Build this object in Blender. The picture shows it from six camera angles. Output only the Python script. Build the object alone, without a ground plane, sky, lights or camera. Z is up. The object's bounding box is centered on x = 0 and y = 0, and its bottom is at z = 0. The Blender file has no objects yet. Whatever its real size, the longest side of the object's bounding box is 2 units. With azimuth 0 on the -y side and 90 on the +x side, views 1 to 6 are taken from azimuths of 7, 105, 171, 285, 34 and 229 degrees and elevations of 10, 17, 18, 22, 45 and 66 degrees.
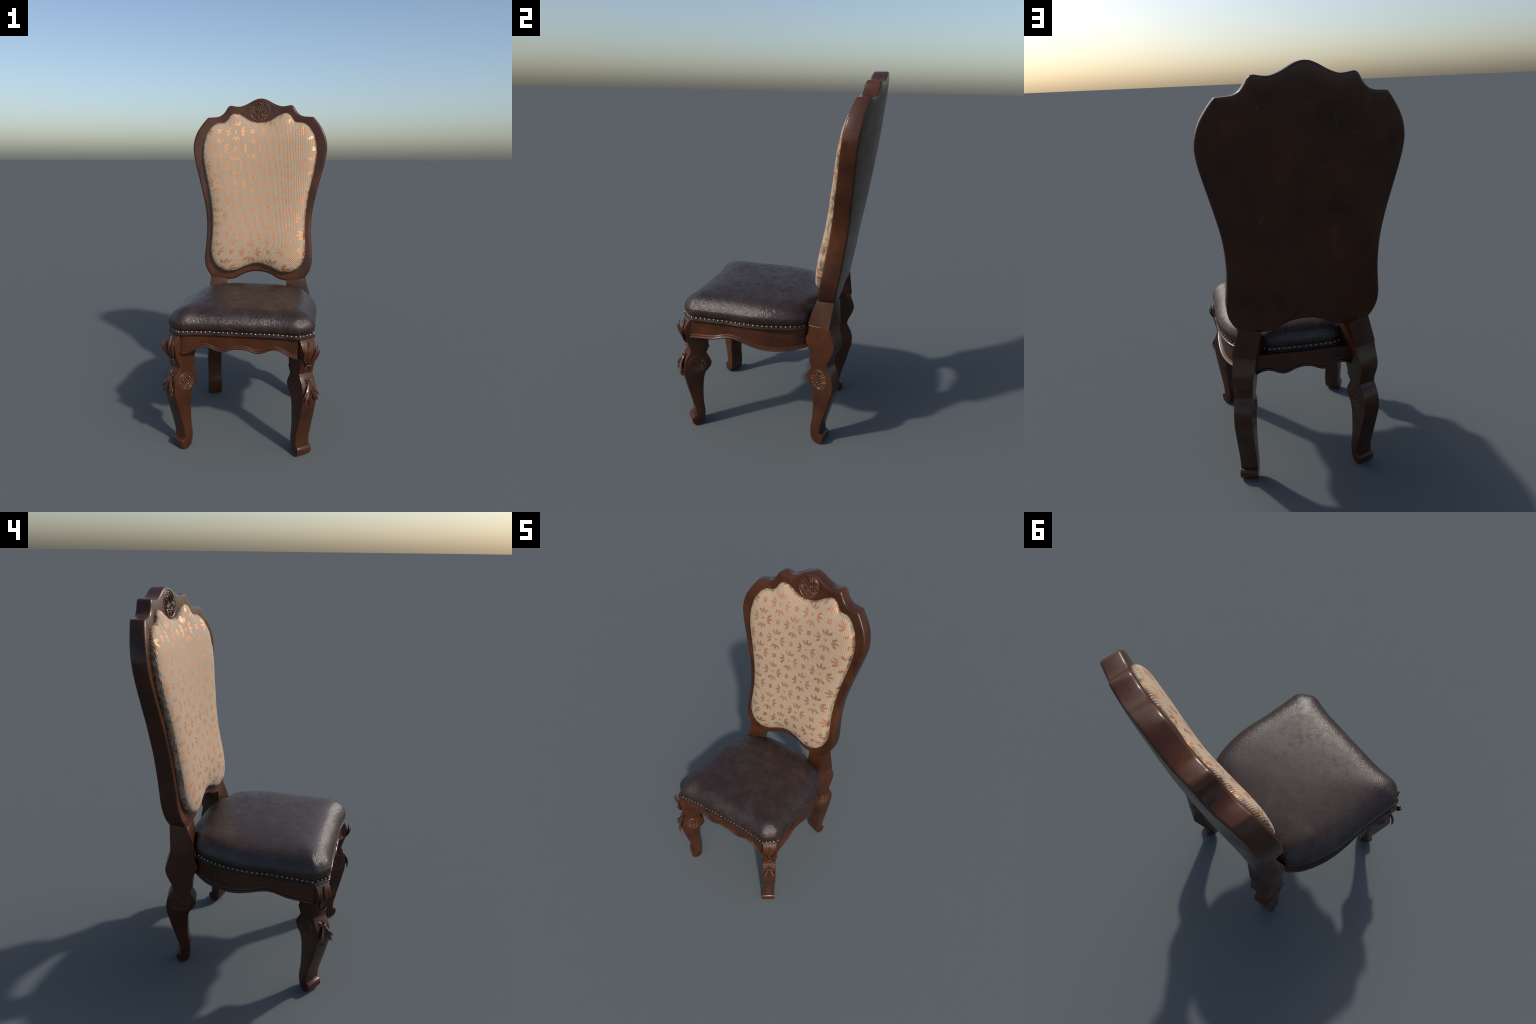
import bpy, bmesh, math, random
import numpy as np
from mathutils import Vector, Matrix

random.seed(7)
rng = np.random.default_rng(11)

# ------------------------------------------------------------------ helpers
def catmull(pts, n=6, closed=False):
    """Smooth curve through control points, n samples per span."""
    P = np.array(pts, float)
    out = []
    m = len(P)
    spans = m if closed else m - 1
    for i in range(spans):
        p1, p2 = P[i], P[(i + 1) % m]
        p0 = P[i - 1] if (closed or i > 0) else 2 * p1 - p2
        p3 = P[(i + 2) % m] if (closed or i + 2 < m) else 2 * p2 - p1
        # centripetal parametrisation keeps tight bends from overshooting
        t0 = 0.0
        t1 = t0 + max(np.linalg.norm(p1 - p0), 1e-6) ** .5
        t2 = t1 + max(np.linalg.norm(p2 - p1), 1e-6) ** .5
        t3 = t2 + max(np.linalg.norm(p3 - p2), 1e-6) ** .5
        for k in range(n):
            t = t1 + (t2 - t1) * k / n
            a1 = (t1 - t) / (t1 - t0) * p0 + (t - t0) / (t1 - t0) * p1
            a2 = (t2 - t) / (t2 - t1) * p1 + (t - t1) / (t2 - t1) * p2
            a3 = (t3 - t) / (t3 - t2) * p2 + (t - t2) / (t3 - t2) * p3
            b1 = (t2 - t) / (t2 - t0) * a1 + (t - t0) / (t2 - t0) * a2
            b2 = (t3 - t) / (t3 - t1) * a2 + (t - t1) / (t3 - t1) * a3
            out.append((t2 - t) / (t2 - t1) * b1 + (t - t1) / (t2 - t1) * b2)
    if not closed:
        out.append(P[-1])
    return np.array(out)

def chain(runs, n=5):
    """Runs of control points that meet at sharp corners -> one polyline."""
    out = []
    for r in runs:
        c = catmull(r, n)
        out.extend(c if not out else c[1:])
    return np.array(out)

def resample(P, step, closed=True):
    Q = np.vstack([P, P[:1]]) if closed else np.array(P)
    s = np.concatenate([[0], np.cumsum(np.linalg.norm(np.diff(Q, axis=0), axis=1))])
    n = max(8, int(round(s[-1] / step)))
    u = np.linspace(0, s[-1], n + (0 if closed else 1), endpoint=not closed)
    return np.stack([np.interp(u, s, Q[:, i]) for i in range(Q.shape[1])], 1)

def normals2d(P, closed=True):
    """Outward normals of a counter-clockwise 2D polyline."""
    if closed:
        T = np.roll(P, -1, 0) - np.roll(P, 1, 0)
    else:
        T = np.gradient(P, axis=0)
    T /= np.linalg.norm(T, axis=1)[:, None] + 1e-12
    return np.stack([T[:, 1], -T[:, 0]], 1)

def ccw(P):
    a = np.sum(P[:, 0] * np.roll(P[:, 1], -1) - np.roll(P[:, 0], -1) * P[:, 1])
    return P if a > 0 else P[::-1].copy()

def dist_to(P, Q):
    """Distance of points P to closed polyline Q."""
    A, B = Q, np.roll(Q, -1, 0)
    D = B - A
    L = (D ** 2).sum(1) + 1e-12
    best = np.full(len(P), 1e9)
    for a, d, l in zip(A, D, L):
        t = np.clip(((P - a) @ d) / l, 0, 1)
        best = np.minimum(best, np.linalg.norm(P - a - t[:, None] * d, axis=1))
    return best

def soft_dist(P, Q, p=5):
    """Distance to a closed outline without creases along its medial line."""
    A, B = Q, np.roll(Q, -1, 0)
    mid = .5 * (A + B)
    ds = np.linalg.norm(B - A, axis=1)
    D = np.linalg.norm(P[:, None, :] - mid[None], axis=2) + 1e-6
    c = math.sqrt(math.pi) * math.gamma((p - 1) / 2) / math.gamma(p / 2)
    soft = ((ds[None] * D ** -p).sum(1) / c) ** (-1 / (p - 1))
    hard = dist_to(P, Q)
    k = np.clip((hard - .012) / .03, 0, 1)
    return hard * (1 - k) + soft * k

def make(name, verts, faces, mat, parent=None, angle=38, smooth=True, matrix=None):
    me = bpy.data.meshes.new(name)
    me.from_pydata([tuple(map(float, v)) for v in verts], [], faces)
    me.validate()
    bm = bmesh.new()
    bm.from_mesh(me)
    bmesh.ops.recalc_face_normals(bm, faces=bm.faces)
    bm.to_mesh(me)
    bm.free()
    if smooth:
        me.polygons.foreach_set("use_smooth", [True] * len(me.polygons))
        me.set_sharp_from_angle(angle=math.radians(angle))
    me.materials.append(mat)
    ob = bpy.data.objects.new(name, me)
    bpy.context.scene.collection.objects.link(ob)
    if matrix is not None:
        ob.matrix_world = matrix
    if parent is not None:
        attach(ob, parent)
    return ob

def attach(ob, parent):
    ob.parent = parent
    ob.matrix_parent_inverse = parent_world(parent).inverted()

def parent_world(o):
    m = o.matrix_basis.copy()
    while o.parent:
        m = o.parent.matrix_basis @ o.matrix_parent_inverse @ m
        o = o.parent
    return m

def rings_mesh(rings, closed_ring=True, cap_first=None, cap_last=None):
    """Stack of equal-length rings -> verts, quads. Caps: 'ngon' or 'point'."""
    n = len(rings[0])
    V = [v for r in rings for v in r]
    F = []
    for k in range(len(rings) - 1):
        a, b = k * n, (k + 1) * n
        for i in range(n if closed_ring else n - 1):
            j = (i + 1) % n
            F.append((a + i, a + j, b + j, b + i))
    for cap, base in ((cap_first, 0), (cap_last, (len(rings) - 1) * n)):
        if cap == 'ngon':
            F.append(tuple(range(base, base + n)))
        elif cap == 'point':
            V.append(np.mean([V[base + i] for i in range(n)], axis=0))
            c = len(V) - 1
            F += [(base + i, base + (i + 1) % n, c) for i in range(n)]
    return V, F

# ------------------------------------------------------------------ materials
def nodes_of(name):
    m = bpy.data.materials.new(name)
    m.use_nodes = True
    nt = m.node_tree
    nt.nodes.clear()
    out = nt.nodes.new("ShaderNodeOutputMaterial")
    bs = nt.nodes.new("ShaderNodeBsdfPrincipled")
    nt.links.new(bs.outputs[0], out.inputs[0])
    return m, nt, bs

class G:
    """Tiny helper to write node graphs as expressions."""
    def __init__(self, nt):
        self.nt = nt
    def _set(self, sock, v):
        if isinstance(v, bpy.types.NodeSocket):
            self.nt.links.new(v, sock)
        elif v is not None:
            sock.default_value = v
    def math(self, op, a, b=None, c=None, clamp=False):
        n = self.nt.nodes.new("ShaderNodeMath")
        n.operation = op
        n.use_clamp = clamp
        for s, v in zip(n.inputs, (a, b, c)):
            self._set(s, v)
        return n.outputs[0]
    def coord(self):
        return self.nt.nodes.new("ShaderNodeTexCoord").outputs["Object"]
    def mapping(self, v, scale=(1, 1, 1), rot=(0, 0, 0), loc=(0, 0, 0)):
        n = self.nt.nodes.new("ShaderNodeMapping")
        self._set(n.inputs["Vector"], v)
        n.inputs["Scale"].default_value = scale
        n.inputs["Rotation"].default_value = rot
        n.inputs["Location"].default_value = loc
        return n.outputs[0]
    def noise(self, v, scale, detail=4, rough=.55, dist=0.0):
        n = self.nt.nodes.new("ShaderNodeTexNoise")
        self._set(n.inputs["Vector"], v)
        n.inputs["Scale"].default_value = scale
        n.inputs["Detail"].default_value = detail
        n.inputs["Roughness"].default_value = rough
        n.inputs["Distortion"].default_value = dist
        return n.outputs[0]
    def voronoi(self, v, scale, feature='F1', rnd=1.0):
        n = self.nt.nodes.new("ShaderNodeTexVoronoi")
        n.feature = feature
        self._set(n.inputs["Vector"], v)
        n.inputs["Scale"].default_value = scale
        n.inputs["Randomness"].default_value = rnd
        return n.outputs["Distance"]
    def ramp(self, f, stops):
        n = self.nt.nodes.new("ShaderNodeValToRGB")
        self._set(n.inputs[0], f)
        e = n.color_ramp.elements
        while len(e) < len(stops):
            e.new(.5)
        for el, (p, c) in zip(e, stops):
            el.position = p
            el.color = (*c, 1) if len(c) == 3 else c
        return n.outputs[0]
    def mix(self, f, a, b, mode='MIX'):
        n = self.nt.nodes.new("ShaderNodeMix")
        n.data_type = 'RGBA'
        n.blend_type = mode
        self._set(n.inputs[0], f)
        for s, v in ((n.inputs[6], a), (n.inputs[7], b)):
            self._set(s, (*v, 1) if isinstance(v, tuple) and len(v) == 3 else v)
        return n.outputs[2]
    def maprange(self, v, a, b, c, d, smooth=False):
        n = self.nt.nodes.new("ShaderNodeMapRange")
        if smooth:
            n.interpolation_type = 'SMOOTHSTEP'
        self._set(n.inputs[0], v)
        for i, x in enumerate((a, b, c, d)):
            n.inputs[i + 1].default_value = x
        return n.outputs[0]
    def bump(self, h, strength, dist, normal=None):
        n = self.nt.nodes.new("ShaderNodeBump")
        n.inputs["Strength"].default_value = strength
        n.inputs["Distance"].default_value = dist
        self._set(n.inputs["Height"], h)
        if normal is not None:
            self._set(n.inputs["Normal"], normal)
        return n.outputs[0]
    def sep(self, v):
        n = self.nt.nodes.new("ShaderNodeSeparateXYZ")
        self._set(n.inputs[0], v)
        return n.outputs
    def comb(self, x, y, z=0.0):
        n = self.nt.nodes.new("ShaderNodeCombineXYZ")
        for s, v in zip(n.inputs, (x, y, z)):
            self._set(s, v)
        return n.outputs[0]
    def pointiness(self):
        return self.nt.nodes.new("ShaderNodeNewGeometry").outputs["Pointiness"]

def wood(name, tone=1.0, grain_axis='Z', worn=False, rough=.27, scratches=None, spec=.40, coat=0.0):
    m, nt, bs = nodes_of(name)
    g = G(nt)
    co = g.coord()
    sc = {'Z': (9, 9, 1.2), 'X': (1.2, 9, 9), 'Y': (9, 1.2, 9)}[grain_axis]
    broad = g.noise(co, 5.5, 3, .5)
    grain = g.noise(g.mapping(co, sc), 7, 6, .6, .4)
    spots = g.noise(co, 38, 4, .65)
    t = tone
    base = g.ramp(broad, [(.30, (.034 * t, .0118 * t, .0050 * t)), (.52, (.057 * t, .0185 * t, .0072 * t)), (.72, (.080 * t, .0250 * t, .0090 * t))])
    col = g.mix(g.maprange(grain, .35, .7, 0, .32), base, (.026 * t, .0085 * t, .0036 * t))
    col = g.mix(g.maprange(spots, .60, .74, 0, .35), col, (.014, .007, .005))
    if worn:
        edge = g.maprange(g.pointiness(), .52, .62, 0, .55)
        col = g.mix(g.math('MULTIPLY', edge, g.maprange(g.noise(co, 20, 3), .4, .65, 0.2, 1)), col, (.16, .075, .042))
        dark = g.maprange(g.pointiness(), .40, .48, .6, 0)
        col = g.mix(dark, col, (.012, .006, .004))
    h = g.math('MULTIPLY', grain, .35)
    h = g.math('ADD', h, g.math('MULTIPLY', g.noise(co, 60, 3), .25))
    if scratches:
        X, Y, Z = g.sep(co)
        ragged = g.noise(co, 70, 3)
        hs = None
        for x0, z0, x1, z1, depth in scratches:
            L = math.hypot(x1 - x0, z1 - z0)
            ux, uz = (x1 - x0) / L, (z1 - z0) / L
            dx, dz = g.math('SUBTRACT', X, (x0 + x1) / 2), g.math('SUBTRACT', Z, (z0 + z1) / 2)
            along = g.math('ABSOLUTE', g.math('ADD', g.math('MULTIPLY', dx, ux), g.math('MULTIPLY', dz, uz)))
            across = g.math('ABSOLUTE', g.math('SUBTRACT', g.math('MULTIPLY', dx, uz), g.math('MULTIPLY', dz, ux)))
            fade = g.maprange(along, L * .30, L * .5, depth, 0, True)
            line = g.math('MULTIPLY', g.maprange(across, .0006, .0019, 1, 0, True), fade)
            hs = line if hs is None else g.math('MAXIMUM', hs, line)
        zc = g.math('SUBTRACT', Z, g.math('ADD', 1.655, g.math('MULTIPLY', Y, .18)))
        zc = g.math('ADD', zc, g.math('MULTIPLY', g.math('SUBTRACT', g.noise(co, 26, 3), .5), .012))
        crack = g.math('MULTIPLY', g.maprange(g.math('ABSOLUTE', zc), .0005, .0016, 1, 0), g.maprange(g.math('ABSOLUTE', X), .415, .425, 0, .8))
        col = g.mix(crack, col, (.010, .006, .005))
        h = g.math('SUBTRACT', h, crack)
        hs = g.math('MULTIPLY', hs, g.maprange(ragged, .38, .60, .05, 1))
        col = g.mix(g.math('MULTIPLY', hs, .75), col, (.13, .11, .095))
        h = g.math('SUBTRACT', h, g.math('MULTIPLY', hs, .8))
    nt.links.new(col, bs.inputs["Base Color"])
    nt.links.new(g.maprange(g.noise(co, 14, 4), .3, .7, rough - .05, rough + .09), bs.inputs["Roughness"])
    nt.links.new(g.bump(h, .12, .004), bs.inputs["Normal"])
    bs.inputs["Specular IOR Level"].default_value = spec
    if coat:
        bs.inputs["Coat Weight"].default_value = coat
        bs.inputs["Coat Roughness"].default_value = .16
    return m

def leather():
    m, nt, bs = nodes_of("dark_leather")
    g = G(nt)
    co = g.coord()
    cloud = g.noise(co, 11, 5, .6)
    blot = g.noise(co, 33, 5, .62)
    col = g.ramp(cloud, [(.32, (.018, .0095, .0080)), (.55, (.030, .0170, .0132)), (.75, (.046, .0285, .0220))])
    col = g.mix(g.maprange(blot, .48, .66, 0, .66), col, (.011, .007, .006))
    nt.links.new(col, bs.inputs["Base Color"])
    z = g.sep(co)[2]
    # the rolled sides are creased, the top is nearly smooth
    side = g.math('MULTIPLY', g.maprange(z, .800, .828, 1.0, .14, True), g.maprange(z, .700, .725, .15, 1, True))
    pores = g.voronoi(g.mapping(co, (1, 1, .55)), 150, 'DISTANCE_TO_EDGE')
    crease = g.noise(g.mapping(co, (1, 1, .5)), 62, 6, .66, 1.2)
    h = g.math('ADD', g.math('MULTIPLY', crease, 1.0), g.math('MULTIPLY', g.math('MINIMUM', pores, .25), .8))
    h = g.math('MULTIPLY', h, side)
    nt.links.new(g.bump(h, .38, .0075), bs.inputs["Normal"])
    nt.links.new(g.math('ADD', g.maprange(blot, .3, .7, .20, .29), g.math('MULTIPLY', g.maprange(z, .805, .829, 0, 1, True), g.maprange(blot, .38, .66, .17, .28))), bs.inputs["Roughness"])
    nt.links.new(g.math('MULTIPLY', g.maprange(z, .805, .829, .52, .37, True), g.maprange(z, .698, .712, .45, 1, True)), bs.inputs["Specular IOR Level"])
    return m

def brass():
    m, nt, bs = nodes_of("aged_brass")
    g = G(nt)
    co = g.coord()
    oi = nt.nodes.new("ShaderNodeObjectInfo").outputs["Random"]
    c = g.mix(oi, (.50, .32, .20), (.32, .21, .14))
    nt.links.new(c, bs.inputs["Base Color"])
    bs.inputs["Metallic"].default_value = 1
    bs.inputs["Roughness"].default_value = .34
    return m

def fabric():
    """Ribbed cream cloth with a woven lattice of coppery flower sprays."""
    m, nt, bs = nodes_of("woven_fabric")
    g = G(nt)
    x, y, z = g.sep(g.coord())
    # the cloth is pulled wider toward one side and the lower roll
    pull = g.math('MAXIMUM', g.math('SUBTRACT', x, .08), 0.0)
    u = g.math('SUBTRACT', x, g.math('MULTIPLY', g.math('MULTIPLY', pull, pull), .95))
    low = g.maprange(z, 1.08, .87, 0, .38, True)
    u = g.math('MULTIPLY', u, g.math('SUBTRACT', 1.0, low))
    wob = g.noise(g.comb(x, 0.0, z), 3.2, 2)
    u = g.math('ADD', u, g.math('MULTIPLY', g.math('SUBTRACT', wob, .5), .012))
    pitch = .22
    # loose weaving: outlines of the sprays wander from yarn to yarn
    ju = g.math('ADD', u, g.math('MULTIPLY', g.math('SUBTRACT', g.noise(g.comb(x, 3.0, z), 105, 2), .5), .011))
    jv = g.math('ADD', z, g.math('MULTIPLY', g.math('SUBTRACT', g.noise(g.comb(x, 7.0, z), 105, 2), .5), .013))
    def spray(ox, oz):
        lu = g.math('SUBTRACT', g.math('FRACT', g.math('ADD', g.math('DIVIDE', ju, pitch), ox)), .5)
        lv = g.math('SUBTRACT', g.math('FRACT', g.math('ADD', g.math('DIVIDE', jv, pitch), oz)), .5)
        r = g.math('SQRT', g.math('ADD', g.math('MULTIPLY', lu, lu), g.math('MULTIPLY', lv, lv)))
        a = g.math('ARCTAN2', lv, lu)
        a = g.math('PINGPONG', g.math('ADD', a, 2 * math.pi), math.pi / 4)
        px, py = g.math('MULTIPLY', r, g.math('COSINE', a)), g.math('MULTIPLY', r, g.math('SINE', a))
        masks = []
        for cx, cy, ang, L, W in ((.225, 0.0, 0.0, .082, .031), (.206, .084, math.radians(43), .070, .029)):
            qx, qy = g.math('SUBTRACT', px, cx), g.math('SUBTRACT', py, cy)
            ca, sa = math.cos(ang), math.sin(ang)
            e1 = g.math('DIVIDE', g.math('ADD', g.math('MULTIPLY', qx, ca), g.math('MULTIPLY', qy, sa)), L)
            e2 = g.math('DIVIDE', g.math('SUBTRACT', g.math('MULTIPLY', qy, ca), g.math('MULTIPLY', qx, sa)), W)
            masks.append(g.math('ADD', g.math('MULTIPLY', e1, e1), g.math('MULTIPLY', e2, e2)))
        masks.append(g.math('POWER', g.math('DIVIDE', r, .030), 2.0))
        return g.math('MINIMUM', g.math('MINIMUM', masks[0], masks[1]), masks[2])
    def buds(ox, oz):
        lu = g.math('SUBTRACT', g.math('FRACT', g.math('ADD', g.math('DIVIDE', ju, pitch), ox)), .5)
        lv = g.math('SUBTRACT', g.math('FRACT', g.math('ADD', g.math('DIVIDE', jv, pitch), oz)), .5)
        lu = g.math('SUBTRACT', g.math('ABSOLUTE', lu), .026)
        lv = g.math('SUBTRACT', g.math('ABSOLUTE', lv), .032)
        return g.math('DIVIDE', g.math('ADD', g.math('MULTIPLY', lu, lu), g.math('MULTIPLY', lv, lv)), .00105)
    # offsets put one spray on the middle of the upper panel
    ou, oz = .68, .886
    d = g.math('MINIMUM', spray(ou, oz), spray(ou + .5, oz + .5))
    d = g.math('MINIMUM', d, g.math('MINIMUM', buds(ou + .5, oz), buds(ou, oz + .5)))
    halo = g.maprange(d, .9, 2.7, .50, 0, True)
    frag = g.noise(g.comb(g.math('MULTIPLY', u, 6.0), z, 0.0), 55, 2)
    d = g.math('ADD', d, g.math('MULTIPLY', g.math('SUBTRACT', frag, .5), 1.7))
    mask = g.maprange(d, .45, 1.55, 1, 0, True)
    uneven = g.noise(g.comb(u, y, z), 13, 2)
    mask = g.math('MULTIPLY', mask, g.maprange(uneven, .36, .58, .74, 1))
    rib = g.math('SINE', g.math('MULTIPLY', u, 2 * math.pi / .0074))
    rib01 = g.maprange(rib, -1, 1, 0, 1)
    strand = g.noise(g.comb(g.math('MULTIPLY', u, 9.0), z, y), 26, 3)
    tint = g.noise(g.comb(u, y, z), 60, 2)
    cloth = g.ramp(strand, [(.3, (.315, .240, .170)), (.5, (.390, .300, .214)), (.7, (.435, .335, .240))])

    # single yarns dyed slightly pink, ochre or grey
    yarn = g.noise(g.comb(g.math('MULTIPLY', u, 22.0), g.math('MULTIPLY', z, 1.4), 0.0), 30, 2)
    cloth = g.mix(.62, cloth, g.ramp(yarn, [(.34, (.47, .31, .24)), (.44, (.37, .31, .225)), (.52, (.46, .36, .235)), (.60, (.34, .315, .235)), (.68, (.50, .345, .255))]))
    patch = g.noise(g.comb(g.math('MULTIPLY', u, 1.8), z, y), 46, 3, .6)
    cloth = g.mix(.5, cloth, g.ramp(patch, [(.32, (.42, .265, .205)), (.42, (.335, .275, .195)), (.50, (.42, .30, .19)), (.58, (.315, .285, .20)), (.68, (.43, .275, .20))]))
    cloth = g.mix(halo, cloth, (.44, .235, .125))
    thread = g.mix(tint, (.56, .290, .155), (.68, .390, .230))
    cloth = g.mix(g.maprange(rib01, 0, .55, .42, 0), cloth, (.20, .14, .09))
    col = g.mix(g.math('MULTIPLY', mask, .74), cloth, thread)
    col = g.mix(1.0, col, (.98, .905, .865), 'MULTIPLY')
    # glancing-angle shade on the steep roll, painted into the cloth as brown mottles
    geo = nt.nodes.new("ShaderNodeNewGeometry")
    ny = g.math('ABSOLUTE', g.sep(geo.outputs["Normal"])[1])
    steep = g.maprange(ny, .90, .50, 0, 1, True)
    painted_shade = g.maprange(g.noise(g.comb(x, y, z), 34, 4, .6, .5), .42, .58, .10, .85)
    col = g.mix(g.math('MULTIPLY', steep, painted_shade), col, (.085, .060, .042))
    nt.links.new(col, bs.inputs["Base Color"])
    nt.links.new(g.math('MULTIPLY', mask, .86), bs.inputs["Metallic"])
    nt.links.new(g.maprange(mask, 0, 1, .74, .50), bs.inputs["Roughness"])
    fine = g.noise(g.comb(x, y, z), 420, 2)
    h = g.math('ADD', g.math('MULTIPLY', rib01, g.math('ADD', .7, g.math('MULTIPLY', steep, .6))), g.math('MULTIPLY', fine, .4))
    nt.links.new(g.bump(h, .45, .0018), bs.inputs["Normal"])
    bs.inputs["Sheen Weight"].default_value = .12
    return m

WOOD = wood("stained_wood", .95, 'Z')
WOOD_X = wood("stained_wood_rail", .95, 'X')
# long knocks on the rear of the backrest: start, end (x, z), visibility
SCRATCHES = [(.179, 1.853, .205, 1.798, .9), (-.061, 1.863, .036, 1.834, .7), (-.269, 1.858, -.239, 1.795, 1), (-.12, 1.802, -.124, 1.743, .8),
             (-.199, 1.716, -.244, 1.719, .7), (.179, 1.404, .201, 1.356, .8), (-.264, 1.412, -.239, 1.354, .6), (.28, 1.592, .199, 1.586, .4),
             (.323, 1.80, .321, 1.75, .6), (-.119, 1.935, -.122, 1.914, .9), (.028, 1.984, .026, 1.961, .7), (-.056, 1.594, -.173, 1.600, .35),
             (-.186, 1.276, -.258, 1.280, .4)]
WOOD_BACK = wood("scratched_wood", 1.0, 'Z', scratches=SCRATCHES, spec=.35)
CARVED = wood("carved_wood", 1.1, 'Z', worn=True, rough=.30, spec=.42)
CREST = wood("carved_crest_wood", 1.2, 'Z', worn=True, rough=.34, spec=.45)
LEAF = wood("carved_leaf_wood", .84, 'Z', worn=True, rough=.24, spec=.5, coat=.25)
LEATHER = leather()
BRASS = brass()
FABRIC = fabric()

# ------------------------------------------------------------------ the chair
chair = bpy.data.objects.new("dining_chair", None)
bpy.context.scene.collection.objects.link(chair)
chair["label"] = "carved dark wood dining chair with leather seat, floral fabric back"
chair["category"] = "dining chair"

# ------------------------------------------------------------------ backrest surfaces
BX = .003   # the backrest sits a few millimetres off the centre line
def smooth_table(xs, ys):
    C = catmull(list(zip(xs, ys)), 12)
    return lambda v: np.interp(v, C[:, 0], C[:, 1])
def table(xs, ys):
    return lambda v: np.interp(v, xs, ys)

front_mid = catmull([(.80, .270), (.84, .2755), (1.005, .302), (1.11, .320), (1.203, .340), (1.308, .360), (1.393, .374), (1.475, .388), (1.573, .4025), (1.66, .4145), (1.732, .4205), (1.786, .4245), (1.832, .428), (1.875, .4325), (1.954, .441), (2.0, .446), (2.03, .449)], 4)
rear_mid = catmull([(.80, .362), (.842, .370), (1.0, .397), (1.119, .4156), (1.223, .434), (1.314, .450), (1.397, .463), (1.479, .4747), (1.588, .489), (1.663, .498), (1.767, .508), (1.826, .513), (1.875, .5185), (1.954, .5235), (2.0, .5245), (2.03, .525)], 4)
k_rear = table([.8, 1.0, 1.12, 1.25, 1.4, 2.0], [.10, .10, .15, .236, .30, .305])
k_front = table([.8, 1.0, 1.12, 1.25, 1.4, 1.73, 1.8, 1.875, 1.954, 2.0], [.10, .10, .15, .236, .30, .30, .285, .24, .20, .18])
def yf(x, z):
    return np.interp(z, front_mid[:, 0], front_mid[:, 1]) - k_front(z) * np.asarray(x) ** 2
def yb(x, z):
    return np.interp(z, rear_mid[:, 0], rear_mid[:, 1]) - k_rear(z) * np.asarray(x) ** 2

# outline of the backrest, right half from the crest down (x, z)
half_runs = [
    [(0, 1.9988), (.020, 1.9968), (.047, 1.9868), (.092, 1.963), (.120, 1.952), (.140, 1.9475), (.170, 1.9495), (.196, 1.954), (.209, 1.9515)],
    [(.209, 1.9515), (.220, 1.940), (.233, 1.918), (.250, 1.898), (.268, 1.886), (.288, 1.880), (.318, 1.878), (.347, 1.8755)],
    [(.347, 1.8755), (.372, 1.846), (.396, 1.812), (.414, 1.781), (.428, 1.744), (.4365, 1.70), (.437, 1.665), (.431, 1.62), (.420, 1.570), (.402, 1.50), (.379, 1.41), (.3585, 1.32), (.3475, 1.245), (.3435, 1.18), (.3435, 1.12), (.349, 1.04), (.354, .985), (.3545, .955), (.351, .925), (.341, .893), (.326, .866), (.308, .842)],
    [(.308, .842), (.262, .831), (.222, .8235), (.196, .822)],
    [(.196, .822), (.165, .826), (.138, .834), (.110, .849), (.085, .862), (.05, .873), (.022, .8775), (0, .8785)],
]
half = chain(half_runs, 5)
outline = np.vstack([half, half[-2:0:-1] * [-1, 1]])
outline = ccw(resample(outline, .0065))

def plate(name, outline, center, y_front, y_back, mat, r_front=.014, r_back=.010, nb=4):
    """Closed plate between two curved surfaces with rounded rims."""
    N = normals2d(outline)
    def offset(d):
        return outline - N * d
    rings = []
    def add(P, y):
        rings.append(np.stack([P[:, 0], y, P[:, 1]], 1))
    for f in np.linspace(.0, .9, 9)[1:]:
        P = center + (offset(r_front) - center) * f
        add(P, y_front(P[:, 0], P[:, 1]))
    for i in range(nb + 1):
        a = i / nb * math.pi / 2
        P = offset(r_front * (1 - math.sin(a)))
        add(P, y_front(P[:, 0], P[:, 1]) + r_front * (1 - math.cos(a)) * .85)
    for i in range(nb + 1):
        a = i / nb * math.pi / 2
        P = offset(r_back * (1 - math.cos(a)))
        add(P, y_back(P[:, 0], P[:, 1]) - r_back * (1 - math.sin(a)) * .85)
    for f in np.linspace(0, .9, 9)[:0:-1]:
        P = center + (offset(r_back) - center) * f
        add(P, y_back(P[:, 0], P[:, 1]))
    V, F = rings_mesh(rings, True, 'point', 'point')
    V = [np.array(v) + [BX, 0, 0] for v in V]
    return make(name, V, F, mat, chair, 45)

back_frame = plate("back_frame", outline, np.array([0, 1.36]), yf, yb, WOOD_BACK)

# ------------------------------------------------------------------ padded panel
pan_runs = [
    [(0, 1.843), (.035, 1.846), (.07, 1.858), (.105, 1.878), (.135, 1.895), (.158, 1.902), (.181, 1.899), (.200, 1.884), (.213, 1.864), (.228, 1.848), (.252, 1.841), (.280, 1.838), (.308, 1.823), (.334, 1.794), (.354, 1.757), (.368, 1.705), (.3725, 1.655), (.370, 1.605), (.359, 1.545), (.342, 1.468), (.325, 1.385), (.3125, 1.305), (.306, 1.235), (.304, 1.165), (.308, 1.09), (.311, 1.04), (.309, .998), (.300, .961), (.282, .927), (.255, .900), (.222, .884), (.188, .877), (.155, .880), (.122, .891), (.088, .907), (.05, .922), (.022, .9295), (0, .931)],
]
ph = chain(pan_runs, 4)
pan = ccw(resample(np.vstack([ph, ph[-2:0:-1] * [-1, 1]]), .005))
pn = normals2d(pan)
puff = smooth_table([0, .004, .010, .018, .03, .045, .07, .12, .2, .4], [.010, .022, .031, .037, .0435, .049, .055, .062, .066, .068])
rings = []
P0 = pan - pn * .004
rings.append(np.stack([P0[:, 0], yf(P0[:, 0], P0[:, 1]) + .012, P0[:, 1]], 1))
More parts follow.
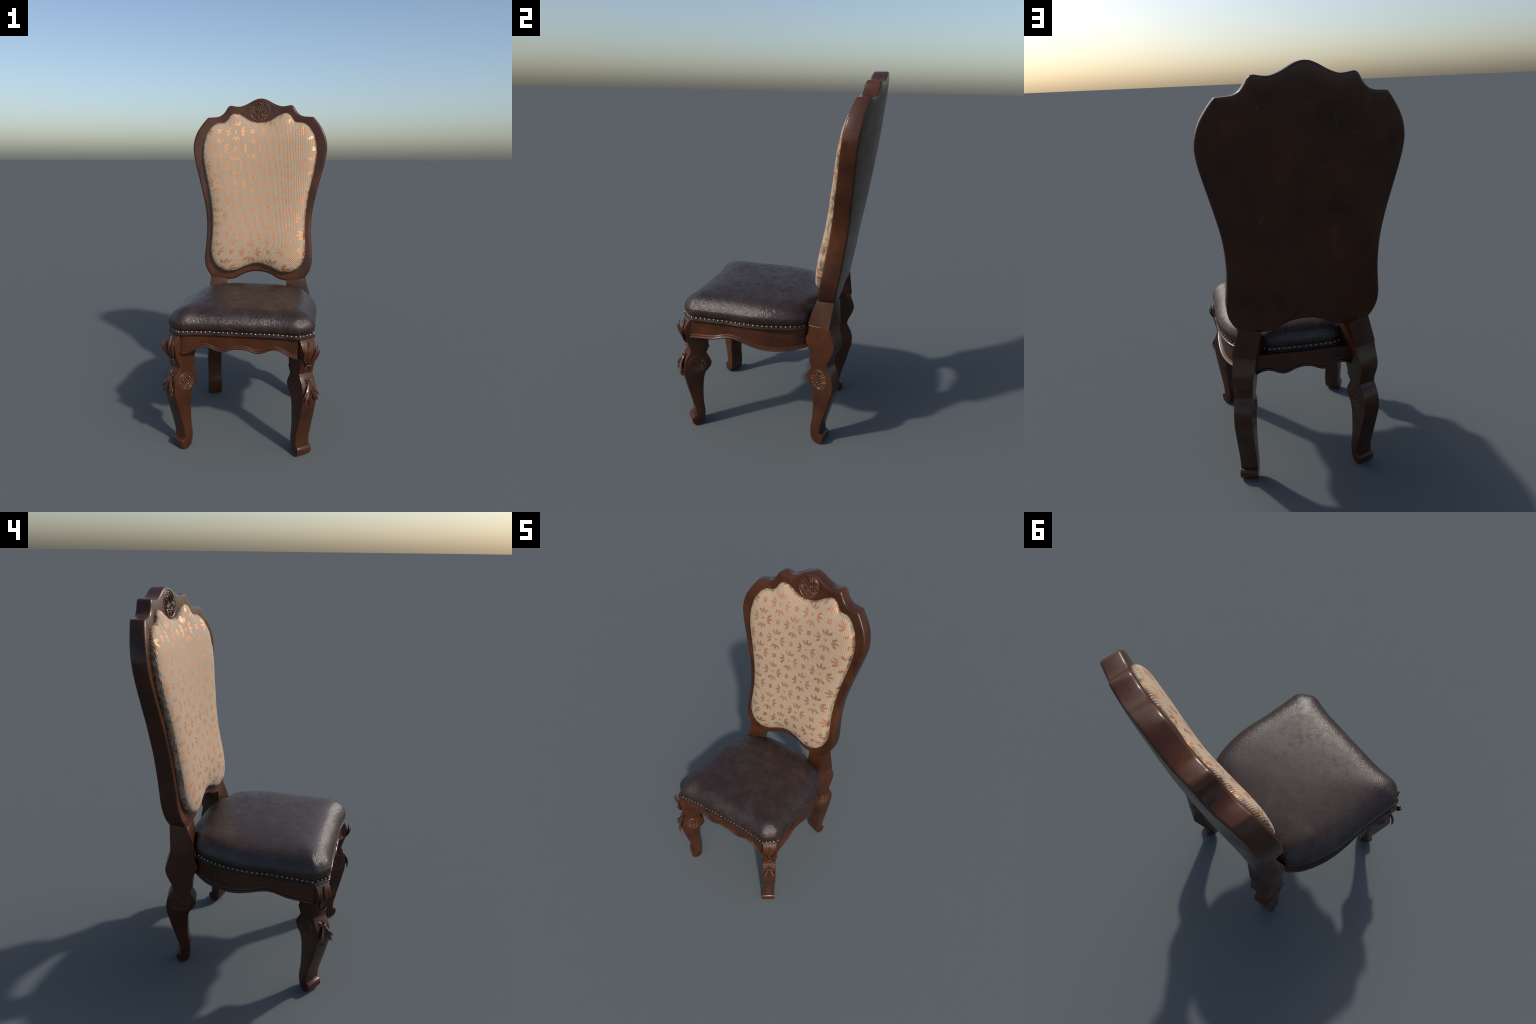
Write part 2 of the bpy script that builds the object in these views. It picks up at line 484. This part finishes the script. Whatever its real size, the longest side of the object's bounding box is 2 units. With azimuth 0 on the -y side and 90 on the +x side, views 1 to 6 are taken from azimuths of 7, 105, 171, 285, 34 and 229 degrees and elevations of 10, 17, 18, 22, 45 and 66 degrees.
rings.append(np.stack([pan[:, 0], yf(pan[:, 0], pan[:, 1]) - .001, pan[:, 1]], 1))
cen = np.array([0, 1.36])
fs = [.0, .006, .013, .022, .033, .047, .065, .09, .12, .155, .2, .25, .3, .36, .43, .5, .58, .66, .74, .82, .9, .96]
body = []
for f in fs:
    P = pan + (cen - pan) * f
    d = soft_dist(P, pan)
    body.append([P, puff(d)])
H = np.array([b[1] for b in body])
ang = np.arctan2(pan[:, 1] - 1.36, pan[:, 0])
pull = np.zeros(len(pan))
for kf in (47, 71, 96):      # puckers where the cloth is tucked in
    pull += np.sin(kf * ang + rng.uniform(0, 6.28)) / 3
for (P, _), h, f in zip(body, H, fs):
    w = math.exp(-((f - .03) / .03) ** 2) * .0016
    h = h * np.interp(P[:, 1], [1.62, 1.74, 1.84, 1.92], [1, .88, .60, .42])
    rings.append(np.stack([P[:, 0], yf(P[:, 0], P[:, 1]) - h - w * pull, P[:, 1]], 1))
V, F = rings_mesh(rings, True, None, 'point')
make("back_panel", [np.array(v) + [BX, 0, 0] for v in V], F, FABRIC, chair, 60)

# ------------------------------------------------------------------ carved medallions
def medallion(name, R, seed, parent, matrix, relief=.0028, waves=None, mat=None):
    """Disc of interlaced worm-like carving with a raised rim, local +Z outward."""
    r = np.random.default_rng(seed)
    n = 9
    ths = r.uniform(0, math.pi, n) + np.arange(n) * math.pi / n
    ph = r.uniform(0, 2 * math.pi, n)
    kw = (waves or 6.2) * 2 * math.pi / (2 * R)
    nr, na = 60, 200
    rr = np.linspace(0, 1, nr + 1)[1:] * R
    verts, faces = [(0, 0, 0)], []
    aa = np.arange(na) / na * 2 * math.pi
    for q in rr:
        X, Y = q * np.cos(aa), q * np.sin(aa)
        w = sum(np.cos(kw * (X * math.cos(t) + Y * math.sin(t)) + p) for t, p in zip(ths, ph)) / math.sqrt(n / 2)
        h = relief * np.exp(-(w / .52) ** 4)
        u = q / R
        if u > .80:      # groove, then the rim bead
            k = np.clip((u - .80) / .05, 0, 1)
            rim = relief * (.80 * math.exp(-((u - .92) / .032) ** 2)) 
            h = h * (1 - k) + rim * k
        if u > .965:
            h = h * 0 - .0015 * (u - .965) / .035
        dome = .0003 * (1 - u * u)
        for x, y, z in zip(X, Y, h + dome):
            verts.append((x, y, z))
    # centre height from the first ring
    verts[0] = (0, 0, float(np.mean([v[2] for v in verts[1:na + 1]])))
    for i in range(na):
        faces.append((0, 1 + i, 1 + (i + 1) % na))
    for k in range(nr - 1):
        a, b = 1 + k * na, 1 + (k + 1) * na
        for i in range(na):
            j = (i + 1) % na
            faces.append((a + i, b + i, b + j, a + j))
    return make(name, verts, faces, mat or CARVED, parent, 80, matrix=matrix)

mz = 1.9155
my = float(yf(0, mz))
slope = float((yf(0, mz + .03) - yf(0, mz - .03)) / .06)
nrm = Vector((0, -1, slope)).normalized()
ax = Vector((1, 0, 0))
up = nrm.cross(ax)
M = Matrix((ax, up, nrm)).transposed().to_4x4()
M.translation = Vector((-.002 + BX, my - .0006, mz))
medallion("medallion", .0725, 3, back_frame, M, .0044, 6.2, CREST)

# ------------------------------------------------------------------ legs
# profile of a leg seen from the side: s outward, z up.  Sharp corners split the runs.
S0 = .54     # local origin of the profile
face_low = [
    [(.574, .486), (.581, .470), (.590, .456), (.600, .437), (.608, .415), (.613, .388), (.6135, .36), (.611, .335), (.603, .305), (.592, .262), (.575, .2), (.558, .138), (.5505, .105), (.5485, .080), (.549, .0625)],
    [(.549, .0625), (.556, .0615), (.564, .058), (.570, .050), (.572, .040), (.571, .028), (.566, .015), (.557, .005), (.545, .0005), (.532, .0005), (.518, .007), (.506, .019), (.4985, .038), (.4945, .065), (.4935, .088), (.496, .112), (.500, .140), (.5025, .18), (.503, .235), (.5005, .287), (.496, .318), (.488, .343)],
    [(.488, .343), (.476, .356), (.464, .369), (.456, .383), (.4525, .400)],
    [(.4525, .400), (.457, .414), (.466, .433), (.476, .450), (.483, .465)],
    [(.483, .465), (.474, .484), (.4645, .504)],
    [(.4645, .504), (.4685, .511), (.4705, .520)],
]
front_top = [
    [(.4705, .520), (.4695, .532), (.466, .548), (.460, .565), (.4545, .60), (.452, .677)],
    [(.452, .677), (.5745, .6775)],
    [(.5745, .6775), (.5810, .6685), (.5895, .657), (.598, .640), (.604, .622), (.606, .604), (.604, .583), (.597, .555), (.587, .529), (.579, .506), (.574, .486)],
]
rear_top = [
    [(.4705, .520), (.4685, .535), (.462, .556), (.450, .580), (.440, .600), (.437, .616), (.440, .630), (.447, .645), (.452, .662), (.4525, .690)],
    [(.4525, .690), (.4535, .7015)],
    [(.4535, .7015), (.5768, .7080)],
    [(.5768, .7080), (.580, .695), (.587, .672), (.597, .645), (.605, .622), (.6085, .605), (.607, .588), (.602, .568), (.592, .542), (.582, .520), (.5765, .502), (.574, .486)],
]
FRONT_PROFILE = chain(face_low + front_top, 4)[:-1]
REAR_PROFILE = chain(face_low + rear_top, 4)[:-1]

def leg_mesh(profile, halfw, b=.0032, warp=None):
    """Extrude the profile across the width with small rounded edges.
    Local axes: x across the leg, y inward (minus s), z up."""
    P = ccw(profile.copy())
    # drop near-duplicate points
    keep = [0]
    for i in range(1, len(P)):
        if np.linalg.norm(P[i] - P[keep[-1]]) > .0015:
            keep.append(i)
    P = P[keep]
    N = normals2d(P)
    rings = []
    steps = [(1.0, 0.0), (.62, .09), (.30, .30), (.09, .62), (0.0, 1.0)]
    for e, inset in steps:
        pass
    seq = [(-halfw, b), (-halfw + .10 * b, .55 * b), (-halfw + .42 * b, .16 * b), (-halfw + b, 0.0)]
    seq += [(-a, d) for a, d in seq[::-1]]
    for x, d in seq:
        Q = P - N * d
        rings.append(np.stack([np.full(len(Q), x), -(Q[:, 0] - S0), Q[:, 1]], 1))
    V, F = rings_mesh(rings, True, 'ngon', 'ngon')
    V = np.array(V)
    if warp:
        V = warp(V)
    return V, F

def leg_matrix(side, angle, c, sgn):
    """Frame of a leg: columns across, inward, up.  side=+1 for x>0."""
    a = math.radians(angle)
    t = Vector((math.cos(a), math.sin(a), 0))
    o = Vector((math.sin(a), -math.cos(a), 0)) * sgn
    org = t * c + o * (S0 if sgn > 0 else S0 - .1445)
    t.x, o.x, org.x = t.x * side, o.x * side, org.x * side
    inward = -o
    across = inward.cross(Vector((0, 0, 1)))      # right handed
    M = Matrix((across, inward, Vector((0, 0, 1)))).transposed().to_4x4()
    M.translation = org
    return M, (1 if across.dot(t) > 0 else -1)

def tri_fill(ob):
    bm = bmesh.new()
    bm.from_mesh(ob.data)
    big = [f for f in bm.faces if len(f.verts) > 4]
    bmesh.ops.triangulate(bm, faces=big, ngon_method='BEAUTY')
    bm.to_mesh(ob.data)
    bm.free()

W = .0435
legs = []
for side in (1, -1):
    M, s = leg_matrix(side, 36.3, .022, 1)
    V, F = leg_mesh(FRONT_PROFILE, W)
    ob = make("leg", V, F, WOOD, chair, 32, matrix=M)
    tri_fill(ob)
    legs.append((ob, M, side, s))

rear_legs = []
for side in (1, -1):
    M, s = leg_matrix(side, -17.7, .188, -1)
    # s = +1 when local x points along the outward width direction
    def warp(V, s=s):
        V = V.copy()
        t = V[:, 0] * s
        z = V[:, 2]
        tin = np.interp(z, [.467, .60, .705], [-W, -.060, -.079])
        tout = np.interp(z, [.467, .60, .705], [W, .036, .0385])
        k = (t + W) / (2 * W)
        up = z > .467
        V[up, 0] = ((tin + (tout - tin) * k) * s)[up]
        return V
    V, F = leg_mesh(REAR_PROFILE, W, warp=warp)
    ob = make("leg", V, F, WOOD, chair, 32, matrix=M)
    tri_fill(ob)
    rear_legs.append((ob, M, side, s))

# the stiles that carry the backrest, standing on the rear legs
def stile(side):
    low = np.array([(.3025, .2185, .7035), (.3495, .3405, .7095), (.2405, .3875, .7035), (.191, .256, .6985)])
    top = np.array([(.3055, .2635, .846), (.3105, .3565, .848), (.2075, .3735, .8315), (.1965, .2625, .829)])
    low = low + (low - low.mean(0)) * [.014, .010, 0] - [0, 0, .0025]
    rows = []
    for f in (0, .03, .2, .4, .6, .8, .97, 1):
        q = low + (top - low) * f
        q[0] += np.array([.004, -.006, 0]) * math.sin(f * math.pi) * .5
        ring = []
        b = .0035 if f < 1 else .0055
        for i in range(4):
            p, a, c = q[i], q[i - 1], q[(i + 1) % 4]
            da, dc = (a - p) / np.linalg.norm(a - p), (c - p) / np.linalg.norm(c - p)
            ring += [p + da * b, p + da * b * .28 + dc * b * .28, p + dc * b]
        rows.append(np.array(ring))
    V, F = rings_mesh(rows, True, 'ngon', 'ngon')
    V = np.array(V) * [side, 1, 1]
    return V, F
for leg, M, side, s in rear_legs:
    V, F = stile(side)
    make("stile", V, F, WOOD, leg, 30)

def face_matrix(M, x, y, z, sign):
    """Disc frame on the flat side of a leg; sign tells which side in local x."""
    n = Vector((sign, 0, 0))
    upv = Vector((0, 0, 1))
    right = upv.cross(n)
    L = Matrix((right, upv, n)).transposed().to_4x4()
    L.translation = Vector((x, y, z))
    return M @ L

seed = 20
for leg, M, side, s in legs + rear_legs:
    for sign in (1, -1):
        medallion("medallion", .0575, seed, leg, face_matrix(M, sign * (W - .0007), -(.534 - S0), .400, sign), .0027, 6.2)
        seed += 1

# ------------------------------------------------------------------ carved leaves on the front legs
def leaf(spine, half_width, thick, taper=(.35, .55), curl=0.0):
    """Tapered blade along a spine in (across, out, up); lens section with a mid rib."""
    C = catmull(spine, 5)
    n = len(C)
    u = np.linspace(0, 1, n)
    T = np.gradient(C, axis=0)
    T /= np.linalg.norm(T, axis=1)[:, None]
    rings = []
    for i in range(n):
        w = half_width * (taper[0] + (1 - taper[0]) * math.sin(min(u[i] / taper[1], 1) * math.pi / 2))
        if u[i] > taper[1]:
            q = (u[i] - taper[1]) / (1 - taper[1])
            w *= max(1 - q ** 1.7, .03)
        out = np.array([0, 1.0, 0])
        acr = np.cross(T[i], out)
        acr /= np.linalg.norm(acr) + 1e-9
        nor = np.cross(acr, T[i])
        th = thick * (.45 + .55 * min(1, w / half_width))
        sec = [(-1, 0), (-.62, .62), (-.22, .72), (0, 1.05), (.22, .72), (.62, .62), (1, 0), (.6, -1.0), (-.6, -1.0)]
        rings.append([C[i] + acr * w * a + nor * th * b for a, b in sec])
    return rings_mesh([np.array(r) for r in rings], True, 'ngon', 'ngon')

def tie(center, rx, rz, minor):
    rings = []
    for i in range(20):
        a = i / 20 * 2 * math.pi
        c = np.array(center) + [rx * math.cos(a), .008 * math.sin(a), rz * math.sin(a)]
        d = np.array([math.cos(a), .5 * math.sin(a), .2 * math.sin(a)])
        d /= np.linalg.norm(d)
        rings.append(np.array([c + d * minor * math.cos(b) + np.array([0, -.15, 1]) * minor * math.sin(b) for b in np.arange(8) / 8 * 2 * math.pi]))
    V, F = rings_mesh(rings + [rings[0]])
    return V, F

upper = [([(0, .593, .536), (0, .604, .562), (0, .610, .594), (0, .607, .628), (0, .592, .6655)], .0130, .0090)]
lower = [([(0, .604, .446), (0, .613, .415), (0, .6185, .380), (0, .618, .350), (0, .612, .317)], .0120, .0080),
         ([(0, .604, .446), (-.001, .604, .458), (-.002, .594, .472)], .0030, .0028)]
for q in (1, -1):
    upper.append(([(q * .004, .594, .537), (q * .016, .606, .562), (q * .030, .616, .592), (q * .040, .619, .622), (q * .042, .613, .648)], .0078, .0050))
    upper.append(([(q * .005, .594, .537), (q * .017, .602, .550), (q * .032, .612, .571), (q * .043, .622, .596), (q * .048, .628, .624)], .0074, .0050))
    upper.append(([(q * .006, .591, .536), (q * .014, .594, .522), (q * .022, .591, .514)], .0045, .0030))
    lower.append(([(q * .004, .604, .446), (q * .013, .617, .425), (q * .027, .629, .402), (q * .037, .630, .388), (q * .048, .632, .374)], .0088, .0050))
    lower.append(([(q * .003, .605, .446), (q * .009, .619, .415), (q * .020, .628, .385), (q * .031, .632, .364), (q * .043, .630, .345)], .0105, .0052))
    lower.append(([(q * .003, .604, .446), (q * .011, .603, .456), (q * .022, .592, .468)], .0032, .0028))

leaf_data, tie_data = [], []
for leg, M, side, s in legs:
    if not leaf_data:
        for sp, w, th in upper + lower:
            V, F = leaf(sp, w, th)
            V = [(v[0], -(v[1] - S0), v[2]) for v in V]
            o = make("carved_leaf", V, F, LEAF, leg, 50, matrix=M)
            o.data.name = "carved_leaf"
            leaf_data.append(o.data)
        for c, rx in (((0, .597, .536), .0165), ((0, .604, .447), .0165)):
            V, F = tie(c, rx, .002, .0034)
            V = [(v[0], -(v[1] - S0), v[2]) for v in V]
            o = make("carved_tie", V, F, LEAF, leg, 60, matrix=M)
            tie_data.append(o.data)
    else:
        for d in leaf_data + tie_data:
            o = bpy.data.objects.new("carved_leaf" if d in leaf_data else "carved_tie", d)
            bpy.context.scene.collection.objects.link(o)
            o.matrix_world = M
            attach(o, leg)

# ------------------------------------------------------------------ seat plan
A0, A1 = (.3265, -.4815), (.3965, -.4165)      # front corner facet over the leg
front_run = [(0, -.465), (.08, -.4655), (.16, -.4655), (.207, -.467), (.240, -.4705), (.270, -.4755), (.300, -.4805), A0]
facet_run = [A0, (.361, -.4505), A1]
side_run = [A1, (.393, -.388), (.391, -.355), (.390, -.30), (.389, -.25), (.3875, -.20), (.390, -.16), (.3925, -.118), (.392, -.068), (.390, -.03), (.3855, .007), (.376, .056), (.362, .105), (.345, .150), (.328, .178), (.311, .201)]
post_run = [(.311, .201), (.296, .214), (.27, .224), (.225, .238), (.203, .252), (.189, .272)]
rear_run = [(.189, .272), (.167, .283), (.144, .2885), (.119, .291), (.06, .292), (0, .2925)]
seat_half = chain([front_run, facet_run, side_run, post_run, rear_run], 6)
seat_outline = ccw(resample(np.vstack([seat_half, seat_half[-2:0:-1] * [-1, 1]]), .006))
SN = normals2d(seat_outline)
# round the corners a little for the stuffed part
stuffed = seat_outline.copy()
for _ in range(22):
    stuffed = .5 * stuffed + .25 * (np.roll(stuffed, 1, 0) + np.roll(stuffed, -1, 0))
stuffed = stuffed + normals2d(stuffed) * .0020
crown = stuffed.copy()
for _ in range(160):
    crown = .5 * crown + .25 * (np.roll(crown, 1, 0) + np.roll(crown, -1, 0))
TN = normals2d(stuffed)

# leather band with a rolled lower lip
def sweep_outline(P, N, section):
    return [np.stack([P[:, 0] + N[:, 0] * o, P[:, 1] + N[:, 1] * o, np.full(len(P), z)], 1) for o, z in section]
sec = [(-.030, .6760), (.000, .6760), (.0038, .6766), (.0062, .6785), (.0066, .6810), (.0050, .6832), (.0014, .6842), (-.0006, .6870), (-.0018, .6910), (-.0025, .6960), (-.0045, .7020), (-.011, .7080), (-.022, .712)]
V, F = rings_mesh(sweep_outline(seat_outline, SN, sec), True)
make("leather_band", V, F, LEATHER, chair, 60)

# stuffed cushion
dome = smooth_table([0, .006, .014, .025, .042, .06, .08, .11, .15, .20, .27, .40], [.752, .7635, .7745, .7860, .7990, .8085, .8150, .8205, .8250, .8290, .8325, .836])
crings = sweep_outline(stuffed, TN, [(-.012, .699), (-.0050, .7015), (.0022, .7045), (.0050, .7120), (.0060, .724), (.0060, .735), (.0040, .745)])
fc = [0, .008, .018, .03, .045, .065, .09, .12, .16, .2, .25, .31, .38, .46, .55, .64, .73, .82, .9, .96]
cc = np.array([0, -.10])
Hs, Ps = [], []
for f in fc:
    k = min(1, f / .16)
    P = stuffed * (1 - k) + crown * k
    P = P + (cc - P) * f
    Ps.append(P)
    Hs.append(dome(soft_dist(P, stuffed, 8)))
Hs = np.array(Hs)
def soft(P, n=14, kmin=9, kmax=42, seed=5):
    r = np.random.default_rng(seed)
    v = 0
    for _ in range(n):
        k = r.uniform(kmin, kmax)
        a = r.uniform(0, 6.28)
        v = v + np.sin(k * (P[:, 0] * math.cos(a) + P[:, 1] * math.sin(a)) + r.uniform(0, 6.28)) / k
    return v * kmin / n
for P, h in zip(Ps, Hs):
    crings.append(np.stack([P[:, 0], P[:, 1], h + .0028 * soft(P)], 1))
V, F = rings_mesh(crings, True, 'ngon', 'point')
make("seat_cushion", V, F, LEATHER, chair, 75)

# plain board that closes the seat below
inner = seat_outline - SN * .034
V, F = rings_mesh([np.stack([inner[:, 0], inner[:, 1], np.full(len(inner), z)], 1) for z in (.640, .700)], True, 'ngon', 'ngon')
make("seat_board", V, F, WOOD_X, chair, 30)

# ------------------------------------------------------------------ nails
def nail_mesh():
    V, F = [], []
    n, m, R = 12, 5, .0059
    rings = []
    for k in range(m):
        a = k / m * math.pi / 2
        rings.append([(R * math.cos(a) * math.cos(b), R * math.cos(a) * math.sin(b), R * .72 * math.sin(a)) for b in np.arange(n) / n * 2 * math.pi])
    rings.insert(0, [(R * math.cos(b), R * math.sin(b), -.003) for b in np.arange(n) / n * 2 * math.pi])
    return rings_mesh([np.array(r) for r in rings], True, 'ngon', 'point')
V, F = nail_mesh()
first = None
def run_points(run, dists):
    C = catmull(run, 12)
    L = np.concatenate([[0], np.cumsum(np.linalg.norm(np.diff(C, axis=0), axis=1))])
    dists = np.array(dists) if dists is not None else None
    out = []
    for d in dists:
        p = np.array([np.interp(d, L, C[:, 0]), np.interp(d, L, C[:, 1])])
        e = np.array([np.interp(d + .004, L, C[:, 0]), np.interp(d + .004, L, C[:, 1])]) - np.array([np.interp(d - .004, L, C[:, 0]), np.interp(d - .004, L, C[:, 1])])
        e /= np.linalg.norm(e)
        out.append((p, np.array([e[1], -e[0]])))
    return out
def length(run):
    C = catmull(run, 12)
    return np.linalg.norm(np.diff(C, axis=0), axis=1).sum()
places = []
Lf = length(front_run)
places += run_points(front_run, np.linspace(.016, Lf - .0005, 14))
places += run_points(facet_run, np.linspace(0, length(facet_run), 5)[1:-1] * .97)
places += run_points(side_run, np.linspace(.006, length(side_run) - .001, 26))
places += run_points(rear_run, np.linspace(.001, length(rear_run) - .016, 8))
for side in (1, -1):
    for p, n in places:
        j = rng.normal(0, .0009, 2)
        pos = Vector(((p[0] - n[0] * .0012) * side, p[1] - n[1] * .0012, .6935 + j[0]))
        nv = Vector((n[0] * side, n[1], .22)).normalized()
        rot = nv.to_track_quat('Z', 'Y').to_matrix().to_4x4()
        rot.translation = pos
        if first is None:
            o = make("nail", V, F, BRASS, chair, 60, matrix=rot)
            first = o.data
        else:
            o = bpy.data.objects.new("nail", first)
            bpy.context.scene.collection.objects.link(o)
            o.matrix_world = rot
            attach(o, chair)

# ------------------------------------------------------------------ apron rails
def apron(path, zbot, ztop=.6775, face=-.008, depth=.026, bead=.0098, mirror=False, name="apron"):
    """Rail under the seat: curved in plan, scalloped below, bead moulding along the scallop."""
    P = resample(np.array(path), .006, closed=False)
    T = np.gradient(P, axis=0)
    T /= np.linalg.norm(T, axis=1)[:, None]
    N = np.stack([T[:, 1], -T[:, 0]], 1)
    zb = zbot(P)
    slope = np.gradient(zb) / np.linalg.norm(np.gradient(P, axis=0), axis=1)
    cols = []
    # section from top back, over the top, down the face, round the bead, to the underside
    for i in range(len(P)):
        z0 = zb[i]
        H = ztop
        k = 1 / math.sqrt(1 + slope[i] ** 2)
        prof = [(face - depth, z0 + .006), (face - depth, H), (face - .003, H), (face, H - .003), (face, z0 + .0215), (face + .0010, z0 + .0200), (face + .0022, z0 + .0192), (face + .0030, z0 + .0175), (face + .0032, z0 + .0150)]
        for a in np.linspace(80, -90, 17):
            a = math.radians(a)
            prof.append((face + .0030 + bead * math.cos(a), z0 + .0074 + .0074 * math.sin(a)))
        prof.append((face - .006, z0 + .001))
        cols.append([(P[i, 0] + N[i, 0] * o, P[i, 1] + N[i, 1] * o, z) for o, z in prof])
    V, F = rings_mesh([np.array(c) for c in cols], True, 'ngon', 'ngon')
    V = np.array(V)
    if mirror:
        V = V * [-1, 1, 1]
    ob = make(name, V, F, WOOD_X if abs(T[0, 0]) > .5 else WOOD_SIDE, chair, 18)
    tri_fill(ob)
    return ob

WOOD_SIDE = wood("stained_wood_side_rail", 1.05, 'Y')
fz = catmull([(0, .602), (.036, .5995), (.070, .588), (.098, .5825), (.130, .589), (.163, .6025), (.194, .6075), (.222, .601), (.255, .585), (.285, .572), (.312, .567), (.33, .566)], 5)
front_curve = catmull(front_run, 6)
fp = front_curve[front_curve[:, 0] < .3165]
fpath = np.vstack([fp[:0:-1] * [-1, 1], fp])
apron(fpath, lambda P: np.interp(np.abs(P[:, 0]), fz[:, 0], fz[:, 1]))
sz = catmull([(-.45, .569), (-.414, .570), (-.366, .5715), (-.314, .573), (-.277, .578), (-.238, .5885), (-.190, .5945), (-.150, .589), (-.108, .577), (-.06, .563), (-.01, .553), (.045, .549), (.10, .550), (.15, .554), (.19, .560), (.24, .566)], 5)
side_curve = catmull([(.3995, -.435)] + side_run + [(.296, .218), (.278, .238)], 6)
sp = side_curve[(side_curve[:, 1] > -.424)]
for mir in (False, True):
    apron(sp, lambda P: np.interp(P[:, 1], sz[:, 0], sz[:, 1]), mirror=mir)
rz = catmull([(0, .601), (.04, .594), (.072, .580), (.097, .5735), (.125, .579), (.15, .590), (.180, .597), (.21, .591), (.24, .577), (.27, .569)], 5)
rear_curve = [(.262, .309), (.20, .314), (.12, .319), (0, .320), (-.12, .319), (-.20, .314), (-.262, .309)]
apron(catmull(rear_curve, 8), lambda P: np.interp(np.abs(P[:, 0]), rz[:, 0], rz[:, 1]), face=-.004, depth=.05)
bpy.context.view_layer.update()
